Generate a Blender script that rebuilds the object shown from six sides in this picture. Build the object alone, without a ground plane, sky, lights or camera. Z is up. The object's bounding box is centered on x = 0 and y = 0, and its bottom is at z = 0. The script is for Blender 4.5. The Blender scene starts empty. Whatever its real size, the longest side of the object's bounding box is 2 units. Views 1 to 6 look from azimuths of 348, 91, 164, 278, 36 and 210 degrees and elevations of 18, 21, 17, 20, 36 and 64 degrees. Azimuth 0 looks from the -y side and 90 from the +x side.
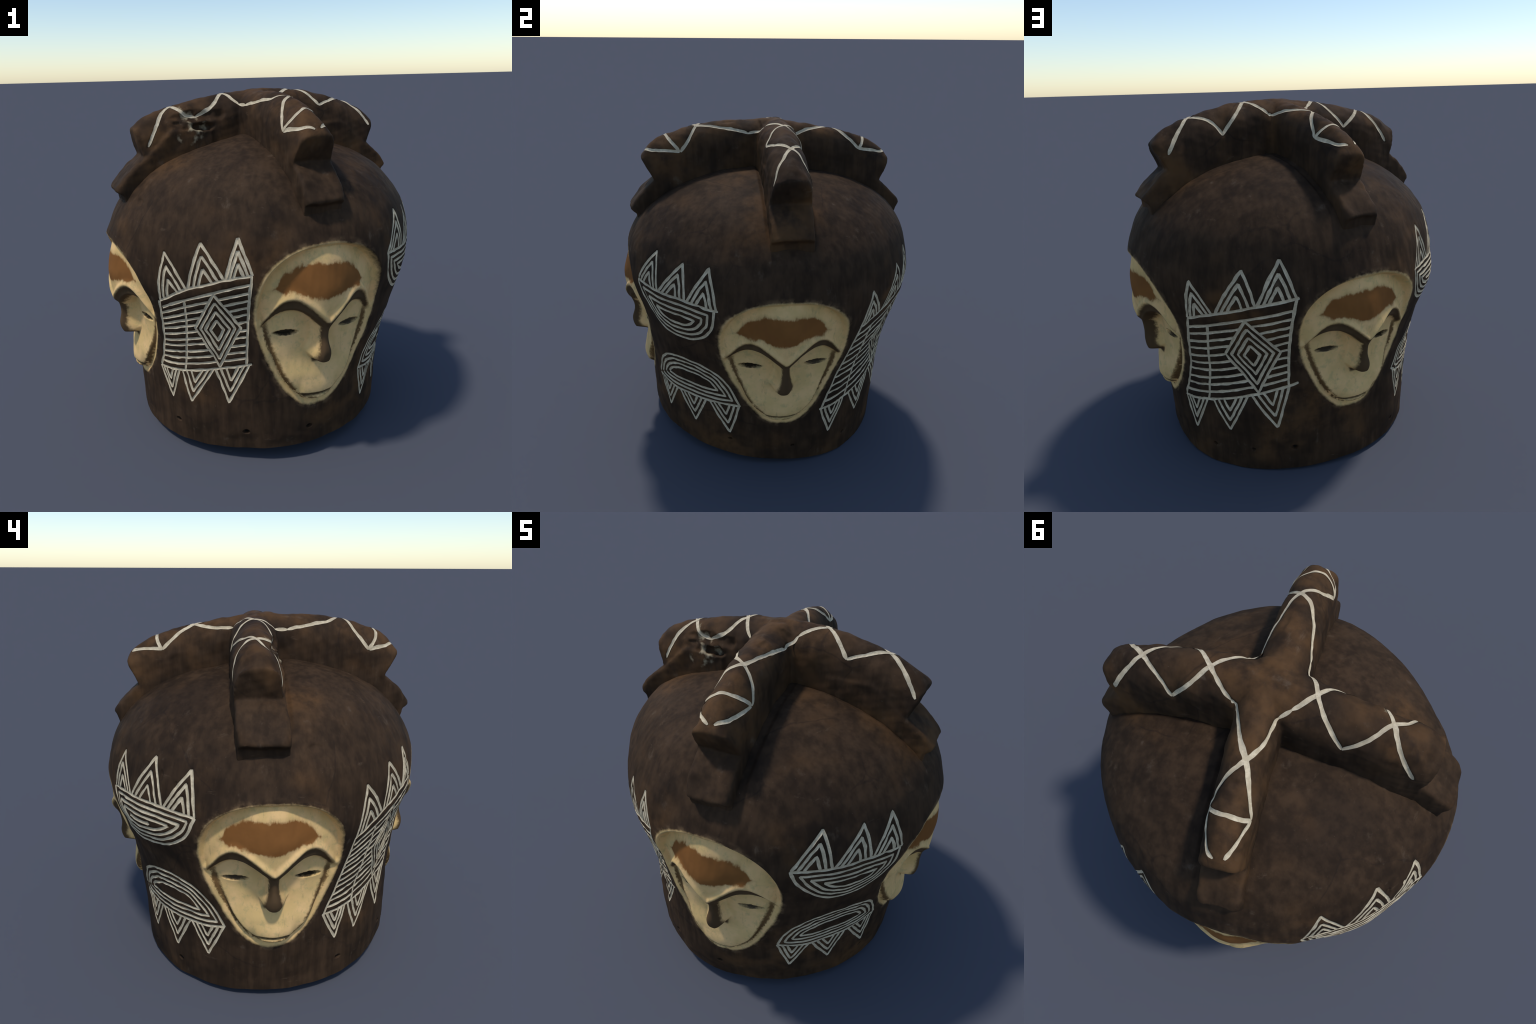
import bpy, math
import numpy as np
from mathutils import Vector
from mathutils.bvhtree import BVHTree

RNG = np.random.default_rng(7)
TAU = 2 * math.pi


# ----------------------------------------------------------------- helpers
def wrap(d):
    return (np.asarray(d, float) + 180.0) % 360.0 - 180.0


def smooth(e0, e1, x):
    t = np.clip((x - e0) / (e1 - e0), 0, 1)
    return t * t * (3 - 2 * t)


def hermite(x, xk, yk):
    xk = np.asarray(xk, float); yk = np.asarray(yk, float)
    m = np.gradient(yk, xk)
    i = np.clip(np.searchsorted(xk, x) - 1, 0, len(xk) - 2)
    h = xk[i + 1] - xk[i]
    s = np.clip((x - xk[i]) / h, 0, 1)
    return ((2 * s**3 - 3 * s**2 + 1) * yk[i] + (s**3 - 2 * s**2 + s) * h * m[i]
            + (-2 * s**3 + 3 * s**2) * yk[i + 1] + (s**3 - s**2) * h * m[i + 1])


def spline(pts, n):
    """Catmull-Rom through control points, n samples."""
    p = np.asarray(pts, float)
    k = np.concatenate([[0], np.cumsum(np.linalg.norm(np.diff(p, axis=0), axis=1) ** 0.7)])
    t = np.linspace(0, k[-1], n)
    return np.stack([hermite(t, k, p[:, c]) for c in range(p.shape[1])], -1)


def wave_noise(wavelength, count, seed):
    g = np.random.default_rng(seed)
    k = g.normal(size=(count, 3)); k /= np.linalg.norm(k, axis=1)[:, None]
    k *= TAU / (wavelength * g.uniform(0.7, 1.6, (count, 1)))
    ph = g.uniform(0, TAU, count)

    def f(p):
        out = np.zeros(p.shape[:-1])
        for kk, pp in zip(k, ph):
            out += np.sin(p @ kk + pp)
        return out / math.sqrt(count)
    return f


# ------------------------------------------------------------- shell shape
# profile of the head, (radius, height) up to the crown
PROFILE = [(.752, 0), (.757, .15), (.766, .35), (.79, .55), (.833, .75), (.872, .9), (.906, 1.05), (.903, 1.2),
           (.858, 1.35), (.75, 1.5), (.63, 1.592), (.5, 1.652), (.33, 1.70), (.17, 1.728), (0, 1.738)]
_pc = spline(PROFILE, 4000)
_pt = np.gradient(_pc, axis=0); _pt /= np.linalg.norm(_pt, axis=1)[:, None]
RIM_AZ = [-180, -150, -120, -90, -60, -30, 0, 25, 50, 75, 100, 130, 160, 180]
RIM_Z = [.045, .056, .073, .088, .084, .066, .042, .016, 0.0, .012, .024, .020, .030, .045]


def prof_at(z):
    """radius and outward normal (r,z) of the profile at height z (valid below the crown)"""
    r = np.interp(z, _pc[:, 1], _pc[:, 0])
    nr = np.interp(z, _pc[:, 1], _pt[:, 1]); nz = np.interp(z, _pc[:, 1], -_pt[:, 0])
    return r, nr, nz


def ovality(phi, z):
    o = (1 + .0101 * np.cos(2 * phi) - .005 * np.sin(2 * phi) + .0079 * np.cos(4 * phi) + .0071 * np.sin(4 * phi)
         - .0072 * np.cos(3 * phi) + .0015 * np.sin(3 * phi))
    low = 1 - smooth(.28, .68, z)
    deg = np.degrees(phi)
    lobe = lambda c, w: np.exp(-(wrap(deg - c) / w) ** 2)
    o = o + low * (.046 * lobe(-124, 32) + .014 * lobe(-88, 24) + .046 * lobe(46, 30) + .008 * lobe(150, 25))
    o = o + .030 * lobe(146, 17) * np.exp(-((z - .97) / .13) ** 2)
    o = o - .017 * lobe(-110, 12) * np.exp(-((z - .90) / .13) ** 2) - .020 * lobe(-52, 9) * np.exp(-((z - .95) / .14) ** 2) + .014 * lobe(-158, 22) * np.exp(-((z - 1.33) / .10) ** 2)
    o = o - .012 * lobe(66, 22) * np.exp(-((z - 1.28) / .12) ** 2)
    return o


def crown_swell(deg, z):
    up = smooth(1.34, 1.58, z)
    return up * (.030 * np.exp(-(wrap(deg + 122) / 42) ** 2) - .014 * np.exp(-(wrap(deg - 50) / 50) ** 2) - .010 * np.exp(-(wrap(deg - 165) / 20) ** 2))


def centre(z):
    return .008 + .0256 * (z - 1), .019 * (z - 1)


def rim_height(phi_deg):
    d = wrap(phi_deg)
    base = hermite(d, RIM_AZ, RIM_Z)
    ph = np.radians(d)
    return base + .0022 * (1 + np.sin(23 * ph + 1) * np.sin(7 * ph + 2)) * .8


# ------------------------------------------------------------------- faces
# one carved face: centre azimuth, half width factor, chin height, top height, brim of the wood above it
FACES = [dict(c=-79.5, w=1.0, bot=.335, top=1.280, brim=.0, fore=.022, lift=0, shaded_eye=-1),
         dict(c=8.5, w=1.0, bot=.328, top=1.192, brim=.012, fore=.0, lift=.007, shaded_eye=-1),
         dict(c=102.0, w=.975, bot=.362, top=1.170, brim=.008, fore=.004, lift=.003, shaded_eye=1),
         dict(c=-168.8, w=1.0, bot=.345, top=1.214, brim=.018, fore=.010, lift=0, shaded_eye=1)]
OUTLINE = [(0, 1.0), (8, .985), (14, .945), (20.3, .85), (23.6, .71), (24.3, .60), (23.6, .5), (22, .4), (19, .28),
           (15, .16), (11, .08), (6.5, .02), (3, .002), (0, 0)]
A2M, B2M, B0 = .0150, .87, .55
_o = np.array([(a * A2M, (b - B0) * B2M) for a, b in OUTLINE])
OUT_TH = np.arctan2(_o[:, 0], _o[:, 1]); OUT_R = np.hypot(_o[:, 0], _o[:, 1])
BROW_A = [0, 3, 6, 9.5, 12.5, 16, 19.5, 22.5]
BROW_CREST = [.585, .64, .69, .732, .738, .705, .635, .57]
BROW_GAP = [.095, .105, .110, .118, .118, .103, .078, .060]
EYE_A, EYE_B, EYE_HA, EYE_HB = 13.2, .488, 5.0, .018


def face_coords(f, phi_deg, z):
    a = wrap(phi_deg - f['c']) / f['w']
    b = (z - f['bot']) / (f['top'] - f['bot'])
    return a, b


def outline_distance(a, b):
    px = np.abs(a) * A2M; py = (b - B0) * B2M
    r = np.hypot(px, py)
    R = hermite(np.arctan2(px, py), OUT_TH, OUT_R)
    return R - r          # metres inside the outline


def eye_field(a, b):
    e = np.maximum(*[1 - ((a - s * EYE_A) / EYE_HA) ** 2 - ((b - EYE_B + .0012 * np.abs(a - s * EYE_A)) / EYE_HB) ** 2
                     for s in (-1, 1)])
    return e


def nose_field(a, b):
    x = np.abs(a) * A2M
    wn = hermite(b, [.28, .32, .36, .42, .50, .58, .64], [.052, .056, .056, .038, .033, .040, .03])
    cut = smooth(.292, .316, b - (x / .06) ** 2 * .03) * (1 - smooth(.60, .66, b))
    return np.exp(-(x / wn) ** 2.8) * cut


def brow_lines(a):
    aa = np.abs(a)
    c = hermite(aa, BROW_A, BROW_CREST)
    return c, c - hermite(aa, BROW_A, BROW_GAP)


def face_height(f, a, b):
    """carved relief over the shell, metres"""
    x = a * A2M
    d = outline_distance(a, b)
    fall = .066 * (1 - np.exp(-(x / .17) ** 2))
    hf = hermite(b, [.5, .55, .62, .68, .75, .82, .9, 1.0], [.055, .056, .056, .051, .041, .027, .011, -.004]) - fall - f['fore'] - .003 * np.exp(-(np.maximum(d, 0) / .07) ** 2)
    low = hermite(b, [-.05, .0, .035, .07, .1, .14, .2, .27, .32, .4, .5, .6],
                  [-.01, .0, .020, .027, .034, .037, .028, .006, -.010, -.028, -.048, -.052])
    drop = hermite(b, [0, .1, .25, .5, .6], [.05, .030, .000, -.012, -.012])
    wid = hermite(b, [0, .1, .25, .5, .6], [.11, .12, .16, .2, .2])
    hl = low + f['lift'] * smooth(0, .1, b) - drop * (1 - np.exp(-(x / wid) ** 2))
    crest, under = brow_lines(a)
    W = smooth(0, 1, np.clip((b - under + .004) / .040, 0, 1))
    ridge = .019 * np.exp(-((b - crest + .020) / .027) ** 2)
    h = hl + (hf + ridge - hl) * W
    N = hermite(b, [.28, .31, .34, .38, .45, .55, .64], [.062, .074, .082, .082, .064, .057, .052])
    N = N - f['fore'] * smooth(.36, .5, b)
    h = h + np.maximum(N - h, 0) * nose_field(a, b)
    # mouth: a dark slit above a narrow lip
    mid = 1 - smooth(5.5, 8.0, np.abs(a))
    h = h + mid * (.009 * smooth(.088, .100, b) * (1 - smooth(.10, .20, b)) - .013 * np.exp(-((b - .087) / .0070) ** 2)
                   + .011 * np.exp(-((b - .064) / .014) ** 2))
    h = h + .009 * np.exp(-((np.abs(a) - EYE_A) / 6.5) ** 2 - ((b - EYE_B) / .045) ** 2)
    h = h - .036 * smooth(0, .55, eye_field(a, b))
    # carved border: overhanging rim round the brow, raised band and groove round the cheeks
    up = smooth(.42, .60, b)
    We = smooth(.0, .024, d) * up + smooth(.028, .052, d) * (1 - up)
    band = -.006 * smooth(0, .02, d)
    groove = -.011 * np.exp(-((d - .037) / .011) ** 2) * (1 - up) * (1 - .8 * mid * (b < .3))
    brim = f['brim'] * np.exp(-(np.minimum(d, 0) / .06) ** 2) * smooth(.6, .9, b)
    edge = brim + band * (1 - up)
    return edge + (h - edge) * We + groove * smooth(0, .02, d)


# ----------------------------------------------------------- incised panels
def chevrons(apex, left, right, n=3, shrink=.31, bow=0.0):
    """nested peaks that stand on a shared base line"""
    apex, left, right = map(np.array, (apex, left, right))
    c = (left + right) / 2
    out = []
    for k in range(n):
        s = 1 - shrink * k
        ml = (left + apex) / 2 + (left - right) * bow; mr = (right + apex) / 2 + (right - left) * bow
        leg = np.vstack([spline([left, ml, apex], 9), spline([apex, mr, right], 9)[1:]])
        out.append(c + (leg - c) * s)
    return out


def nested(loop, scales, c):
    loop = np.asarray(loop, float); c = np.asarray(c, float)
    return [c + (loop - c) * s for s in scales]


def inset(loop, d, n):
    """n closed lines inside a loop, each d metres further in"""
    m = np.asarray(loop, float) * np.array([LINE_M, 1.0])
    k = np.concatenate([[0], np.cumsum(np.linalg.norm(np.diff(m, axis=0), axis=1))])
    t = np.linspace(0, k[-1], 260)
    m = np.stack([np.interp(t, k, m[:, 0]), np.interp(t, k, m[:, 1])], -1)[:-1]
    tg = np.roll(m, -1, 0) - np.roll(m, 1, 0); tg /= np.linalg.norm(tg, axis=1)[:, None] + 1e-9
    nm = np.stack([-tg[:, 1], tg[:, 0]], -1)
    area = (m[:, 0] * np.roll(m[:, 1], -1) - np.roll(m[:, 0], -1) * m[:, 1]).sum()
    nm *= np.sign(area)
    out = []
    for i in range(1, n + 1):
        q = m + nm * d * i
        dist = np.sqrt(((q[:, None] - m[None]) ** 2).sum(-1)).min(1)
        q = q[dist > d * i * .965]
        if len(q) < 8: break
        q = np.vstack([q, q[:1]])
        out.append(q / np.array([LINE_M, 1.0]))
    return out


LINE_M = .0152            # metres per degree of azimuth, for line spacing
LINE_HALF = .0078


def striped_panel(p):
    """rectangle of stripes with a divider, a nested diamond and rows of peaks above and below"""
    top, second, bottom = (spline(p[k], 30) for k in ('top', 'second', 'bottom'))
    left, right, div = (spline(p[k], 24) for k in ('left', 'right', 'divider'))
    dia = np.array(p['diamond'], float)
    cen = (dia[0] + dia[2]) / 2 * .5 + (dia[1] + dia[3]) / 2 * .5
    dloop = np.vstack([dia, dia[:1]])
    groups = {'stripe_band': [top, second, bottom, left, right, div], 'diamond_motif': [], 'peak_motif': []}
    groups['diamond_motif'] += nested(dloop, [1, .77, .53, .29], cen)

    def at(line, f):           # point at a fraction of a line's length
        k = np.linspace(0, 1, len(line)); return np.array([np.interp(f, k, line[:, 0]), np.interp(f, k, line[:, 1])])

    def on_side(line, z):      # point of a side line at height z
        o = np.argsort(line[:, 1]); return np.interp(z, line[o, 1], line[o, 0])
    n = p['stripes']
    for k in range(1, n + 1):
        f = k / (n + 1) + RNG.uniform(-.006, .006)
        pts = []
        for g in np.linspace(0, 1, 140):
            a, b = at(second, g), at(bottom, g)
            q = a + (b - a) * f
            pts.append(q)
        pts = np.array(pts)
        l, r = on_side(left, pts[0, 1]), on_side(right, pts[-1, 1])
        pts = pts[(pts[:, 0] > l - .15) & (pts[:, 0] < r + .15)]
        e = np.zeros(len(pts))
        for i in range(4):     # inside test against the diamond
            u, v = dia[i], dia[(i + 1) % 4]
            e += ((v[0] - u[0]) * (pts[:, 1] - u[1]) - (v[1] - u[1]) * (pts[:, 0] - u[0]) < 0)
        inside = e == 4
        run = []
        for q, i in zip(pts, inside):
            if i:
                if len(run) > 1: groups['stripe_band'].append(np.array(run))
                run = []
            else:
                run.append(q)
        if len(run) > 1: groups['stripe_band'].append(np.array(run))
    for t in p['up']: groups['peak_motif'].append(chevrons(*t, bow=.030))
    for t in p['down']: groups['peak_motif'].append(chevrons(*t, bow=.015))
    return groups


def crescent_panel(p):
    top = spline(p['top'], 30); arc = spline(p['arc'], 50)
    loop = np.vstack([top[:-1], arc[::-1]]) if np.linalg.norm(top[-1] - arc[-1]) < 4 else None
    lt = spline(p['leaf_top'], 40); lb = spline(p['leaf_bottom'], 30)
    leaf = np.vstack([lt, lb[1:]])
    g = {'crescent_motif': [top], 'leaf_motif': [], 'peak_motif': []}
    g['crescent_motif'] += [arc] + inset(loop, p['gap'], 4)
    g['leaf_motif'] += [leaf] + inset(leaf, .0315, 3)
    for t in p['up']: g['peak_motif'].append(chevrons(*t, bow=.028))
    for t in p['down']: g['peak_motif'].append(chevrons(*t, bow=.012))
    return g


PANELS = [
    striped_panel(dict(
        stripes=10,
        top=[(-139.9, .944), (-127.4, 1.043), (-121.3, 1.075), (-113.1, 1.115), (-104.6, 1.141)],
        second=[(-139.5, .905), (-129.2, .974), (-119.4, 1.028), (-111.3, 1.069), (-105.5, 1.094)],
        left=[(-139.9, .944), (-141.1, .836), (-142.5, .733), (-144.7, .62), (-148.2, .493)],
        right=[(-104.9, 1.14), (-105.4, 1.054), (-106.3, .915), (-107.0, .754), (-107.5, .606)],
        bottom=[(-148.2, .493), (-141.9, .500), (-134.5, .517), (-125.8, .542), (-118.4, .568), (-111.9, .590), (-105.4, .612)],
        divider=[(-129.1, .971), (-129.8, .874), (-130.8, .772), (-132.3, .668), (-134.4, .519)],
        diamond=[(-117.8, 1.028), (-109.2, .833), (-118.5, .575), (-126.6, .811)],
        up=[((-136.0, 1.224), (-139.5, .952), (-127.6, 1.042)), ((-122.3, 1.287), (-126.8, 1.048), (-113.9, 1.114)),
            ((-109.5, 1.318), (-113.4, 1.117), (-104.6, 1.141))],
        down=[((-142.3, .32), (-148.6, .493), (-137.6, .510)), ((-131.7, .335), (-136.2, .513), (-121.3, .557)),
              ((-114.8, .372), (-120.3, .562), (-106.4, .607))])),
    striped_panel(dict(
        stripes=9,
        top=[(39.4, .932), (50.9, .982), (59.0, 1.016), (65.7, 1.046), (72.1, 1.068), (78.9, 1.092)],
        second=[(38.5, .876), (48.5, .911), (61.9, .967), (68.6, .994), (77.0, 1.024)],
        left=[(39.3, .932), (37.6, .839), (34.9, .695), (31.4, .539), (27.0, .385)],
        right=[(78.0, 1.094), (76.9, .994), (75.6, .837), (74.9, .706), (74.6, .555)],
        bottom=[(26.3, .382), (34.1, .393), (40.4, .410), (47.8, .438), (59.5, .485), (65.8, .511), (74.0, .549), (78.3, .571)],
        divider=[(46.9, .907), (44.8, .763), (43.1, .622), (40.2, .411)],
        diamond=[(61.0, .957), (72.2, .77), (62.4, .505), (51.4, .738)],
        up=[((42.7, 1.149), (39.2, .932), (49.6, .976)), ((61.2, 1.226), (50.9, .984), (65.1, 1.044)),
            ((73.2, 1.276), (65.7, 1.047), (78.0, 1.090))],
        down=[((31.8, .196), (26.8, .384), (39.6, .410)), ((49.3, .246), (42.6, .416), (58.2, .480)),
              ((69.3, .294), (59.6, .486), (74.8, .553))])),
    crescent_panel(dict(
        top=[(-53.6, 1.154), (-45.3, 1.145), (-36.5, 1.142), (-28.5, 1.140), (-21, 1.126), (-14.7, 1.118)],
        arc=[(-53.6, 1.154), (-52.0, 1.085), (-48.6, 1.0), (-44.0, .932), (-38.3, .892), (-32.0, .882), (-25.5, .894),
             (-19.3, .962), (-16.8, 1.036), (-16.1, 1.115)],
        gap=.0335,
        leaf_top=[(-56.2, .452), (-53.0, .558), (-47.6, .643), (-41.0, .686), (-32.5, .697), (-24.5, .688), (-17, .632),
                  (-12.2, .528), (-9.3, .428)],
        leaf_bottom=[(-9.3, .428), (-17, .425), (-25.8, .419), (-34.6, .419), (-42.3, .418), (-49.8, .430), (-56.2, .452)],
        up=[((-43.9, 1.355), (-53.4, 1.160), (-40.8, 1.146)), ((-30.1, 1.333), (-40.0, 1.146), (-27.8, 1.142)),
            ((-19.2, 1.336), (-26.8, 1.138), (-15.3, 1.120))],
        down=[((-50.5, .239), (-56.2, .448), (-43.0, .417)), ((-32.7, .230), (-41.4, .416), (-25.8, .419)),
              ((-14.0, .221), (-24.0, .419), (-9.5, .428))])),
    crescent_panel(dict(
        top=[(125.6, 1.107), (134, 1.120), (145, 1.126), (154, 1.126), (161.6, 1.118), (167.4, 1.114)],
        arc=[(125.6, 1.107), (126.6, 1.03), (129.6, .95), (134.8, .902), (141.8, .888), (149.0, .898), (155, .918), (160.5, .966),
             (164.7, 1.028), (167.4, 1.114)],
        gap=.029,
        leaf_top=[(125.8, .474), (129.6, .58), (136.0, .650), (145.1, .693), (153.2, .695), (160.6, .676), (166.2, .609),
                  (170.1, .53), (172.5, .445)],
        leaf_bottom=[(172.5, .445), (164.6, .432), (156.3, .427), (146.3, .422), (137.8, .424), (129.6, .440), (125.8, .474)],
        up=[((131.8, 1.325), (126.0, 1.108), (138.5, 1.124)), ((150.5, 1.354), (139.5, 1.128), (154.6, 1.126)),
            ((165.3, 1.333), (155.4, 1.127), (167.2, 1.116))],
        down=[((132.7, .239), (127.2, .455), (140.2, .423)), ((148.0, .215), (141.1, .423), (157.3, .428)),
              ((164.7, .242), (158.2, .428), (172.3, .443))])),
]
def flat(item):
    return [item] if isinstance(item, np.ndarray) else [q for s in item for q in flat(s)]


ALL_LINES = []
for P in PANELS:
    for name, items in P.items():
        for it in flat(items): ALL_LINES.append(it)


def segment_distance(px, py, line):
    d = np.full(px.shape, 9.0)
    for (x0, y0), (x1, y1) in zip(line[:-1], line[1:]):
        x0 = x0 * LINE_M; x1 = x1 * LINE_M
        dx, dy = x1 - x0, y1 - y0
        L = dx * dx + dy * dy + 1e-12
        t = np.clip(((px - x0) * dx + (py - y0) * dy) / L, 0, 1)
        d = np.minimum(d, np.hypot(px - x0 - t * dx, py - y0 - t * dy))
    return d


def groove_depth(phi_deg, z):
    """depth of the incised lines at scattered points"""
    d = np.full(phi_deg.shape, 9.0)
    for ln in ALL_LINES:
        lo, hi = ln.min(0), ln.max(0)
        q = wrap(phi_deg - (lo[0] + hi[0]) / 2) + (lo[0] + hi[0]) / 2
        m = (q > lo[0] - 1.2) & (q < hi[0] + 1.2) & (z > lo[1] - .016) & (z < hi[1] + .016)
        if m.any():
            d[m] = np.minimum(d[m], segment_distance(q[m] * LINE_M, z[m], ln))
    return .0050 * (.5 + .5 * np.cos(np.clip(d / .0125, 0, 1) * math.pi))


HOLES = [(-139.8, .166, .014), (-107.8, .185, .014), (-81.5, .186, .013), (-13.9, .155, .010), (14.9, .127, .009),
         (41.2, .118, .009), (58.8, .134, .007), (76.0, .147, .013), (129.0, .097, .010), (149.3, .109, .013)]
SCARS = [(-171.5 + 17, 1.43, .05, .018, .008), (-206, 1.28, .012, .03, .007), (-200, 1.25, .010, .022, .006)]

n_big, n_mid, n_fine = wave_noise(.42, 14, 1), wave_noise(.13, 18, 2), wave_noise(.045, 20, 3)


# each arm: azimuth, width, outline of its top (distance, height), notch under the beak, foot tip
ARMS = [dict(az=-77.5, taper=.16, round=.25, at=(-.014, 0), drift=(0, 0, 0, 0), w=.215, top=[(0, 1.985), (.21, 1.984), (.40, 1.967), (.55, 1.931), (.66, 1.893), (.735, 1.842), (.777, 1.79)],
             notch=(.705, 1.655), foot=(.865, 1.49), heel=(.82, 1.45)),
        dict(az=8.5, taper=.30, round=.38, at=(0, .03), drift=(.008, .014, .010, 0), w=.225, top=[(0, 1.992), (.12, 1.992), (.34, 1.97), (.5, 1.93), (.63, 1.890), (.725, 1.842), (.780, 1.792)],
             notch=(.715, 1.65), foot=(.870, 1.515), heel=(.83, 1.475)),
        dict(az=103.0, taper=.22, round=.35, at=(.03, 0), drift=(0, 0, 0, 0), w=.190, top=[(0, 1.990), (.18, 1.972), (.32, 1.945), (.5, 1.905), (.655, 1.85), (.75, 1.787), (.778, 1.742)],
             notch=(.715, 1.605), foot=(.865, 1.46), heel=(.83, 1.432)),
        dict(az=190.5, taper=.14, round=.18, at=(0, .03), drift=(-.020, -.034, -.028, -.006), w=.240, top=[(0, 1.990), (.166, 1.975), (.365, 1.942), (.5, 1.913), (.63, 1.874), (.70, 1.838), (.742, 1.80)],
             notch=(.70, 1.65), foot=(.880, 1.485), heel=(.83, 1.445))]


def crest_channel(p):
    """shallow rounded channel cut into the crown along the foot of the crest"""
    d = np.full(p.shape[:-1], 9.0)
    for A in ARMS:
        c, s_ = math.cos(math.radians(A['az'])), math.sin(math.radians(A['az']))
        x, y = p[..., 0] - A['at'][0], p[..., 1] - A['at'][1]
        l, t = x * c + y * s_, np.abs(-x * s_ + y * c) - A['w'] / 2
        d = np.minimum(d, np.hypot(np.maximum(np.maximum(l - A['heel'][0], -l), 0), np.maximum(t, 0)))
    return .008 * (1 - smooth(.004, .028, d)) * smooth(1.45, 1.55, p[..., 2])


def shell_point(phi_deg, z0, r, nr, nz, extra=0.0, with_groove=True):
    """place surface samples: z0 is height on the profile, r/nr/nz its radius and normal"""
    phi = np.radians(phi_deg)
    h = np.zeros(phi.shape)
    for f in FACES:
        a, b = face_coords(f, phi_deg, z0)
        m = (np.abs(a) < 30) & (b > -.12) & (b < 1.2)
        if m.any(): h[m] += face_height(f, a[m], b[m])
    for az, zz, rad in HOLES:
        dd = np.hypot(wrap(phi_deg - az) * .0132, z0 - zz) / 1.3
        h -= .035 * (1 - smooth(.35 * rad, 1.15 * rad, dd))
    for az, zz, wx, wz, dep in SCARS:
        dd = np.hypot(wrap(phi_deg - az) * .0145 / wx, (z0 - zz) / wz)
        h -= dep * (1 - smooth(.5, 1.1, dd))
    base = np.stack([r * np.cos(phi), r * np.sin(phi), z0], -1)
    n = crown_swell(phi_deg, z0) - crest_channel(base) + .0035 * n_big(base) + .0013 * n_mid(base) + .0005 * n_fine(base * np.array([1, 1, .5]))
    if with_groove: h = h - groove_depth(phi_deg, z0)
    lift = rim_height(phi_deg) * (1 - smooth(0, .22, z0))
    z = z0 + lift
    cx, cy = centre(z)
    rr = r * ovality(phi, z) + h + (n + extra) * nr
    return np.stack([cx + rr * np.cos(phi), cy + rr * np.sin(phi), z + (n + extra) * nz * (z0 > .3)], -1)


def surface(phi_deg, z, extra=0.0):
    r, nr, nz = prof_at(z)
    return shell_point(phi_deg, z, r, nr, nz, extra)


# ---------------------------------------------------------------- materials
def new_mat(name):
    m = bpy.data.materials.new(name); m.use_nodes = True
    nt = m.node_tree
    for n in list(nt.nodes): nt.nodes.remove(n)
    out = nt.nodes.new('ShaderNodeOutputMaterial')
    b = nt.nodes.new('ShaderNodeBsdfPrincipled')
    nt.links.new(b.outputs[0], out.inputs[0])
    tc = nt.nodes.new('ShaderNodeTexCoord')
    return m, nt, b, tc.outputs['Object']


class G:
    """short-hand for building node graphs"""
    def __init__(self, nt): self.nt = nt

    def put(self, sock, v):
        if isinstance(v, bpy.types.NodeSocket): self.nt.links.new(v, sock)
        elif v is not None: sock.default_value = v

    def math(self, op, a, b=None, c=None, clamp=False):
        n = self.nt.nodes.new('ShaderNodeMath'); n.operation = op; n.use_clamp = clamp
        for s, v in zip(n.inputs, (a, b, c)): self.put(s, v)
        return n.outputs[0]

    def noise(self, vec, scale, detail=3, rough=.5, stretch=None, offset=None):
        if stretch or offset:
            mp = self.nt.nodes.new('ShaderNodeMapping')
            mp.inputs['Scale'].default_value = stretch or (1, 1, 1)
            mp.inputs['Location'].default_value = offset or (0, 0, 0)
            self.put(mp.inputs['Vector'], vec); vec = mp.outputs[0]
        n = self.nt.nodes.new('ShaderNodeTexNoise')
        n.inputs['Scale'].default_value = scale; n.inputs['Detail'].default_value = detail; n.inputs['Roughness'].default_value = rough
        self.put(n.inputs['Vector'], vec)
        return n.outputs['Fac']

    def step(self, x, lo, hi):
        n = self.nt.nodes.new('ShaderNodeMapRange'); n.interpolation_type = 'SMOOTHSTEP'
        self.put(n.inputs['Value'], x); self.put(n.inputs['From Min'], lo); self.put(n.inputs['From Max'], hi)
        return n.outputs[0]

    def mix(self, f, a, b):
        n = self.nt.nodes.new('ShaderNodeMix'); n.data_type = 'RGBA'
        self.put(n.inputs[0], f)
        for s, v in ((n.inputs[6], a), (n.inputs[7], b)):
            self.put(s, (*v, 1) if isinstance(v, tuple) else v)
        return n.outputs[2]

    def curve(self, x, pts, lo, hi):
        """piecewise curve y(x); x in [lo,hi] is mapped to 0..1"""
        n = self.nt.nodes.new('ShaderNodeFloatCurve')
        c = n.mapping.curves[0]
        xs = [(p[0] - lo) / (hi - lo) for p in pts]
        for i, (x0, p) in enumerate(zip(xs, pts)):
            if i < 2: c.points[i].location = (x0, p[1])
            else: c.points.new(x0, p[1])
        n.mapping.use_clip = False; n.mapping.update()
        self.put(n.inputs['Value'], self.math('MULTIPLY_ADD', x, 1 / (hi - lo), -lo / (hi - lo), clamp=True))
        return n.outputs[0]

    def bump(self, bsdf, h, strength, dist):
        n = self.nt.nodes.new('ShaderNodeBump')
        n.inputs['Strength'].default_value = strength; n.inputs['Distance'].default_value = dist
        self.put(n.inputs['Height'], h); self.nt.links.new(n.outputs[0], bsdf.inputs['Normal'])


WOOD_DARK, WOOD_MID, WOOD_WARM, WOOD_GREY = (.032, .0196, .0118), (.066, .0385, .0212), (.130, .064, .0250), (.120, .088, .060)


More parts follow.
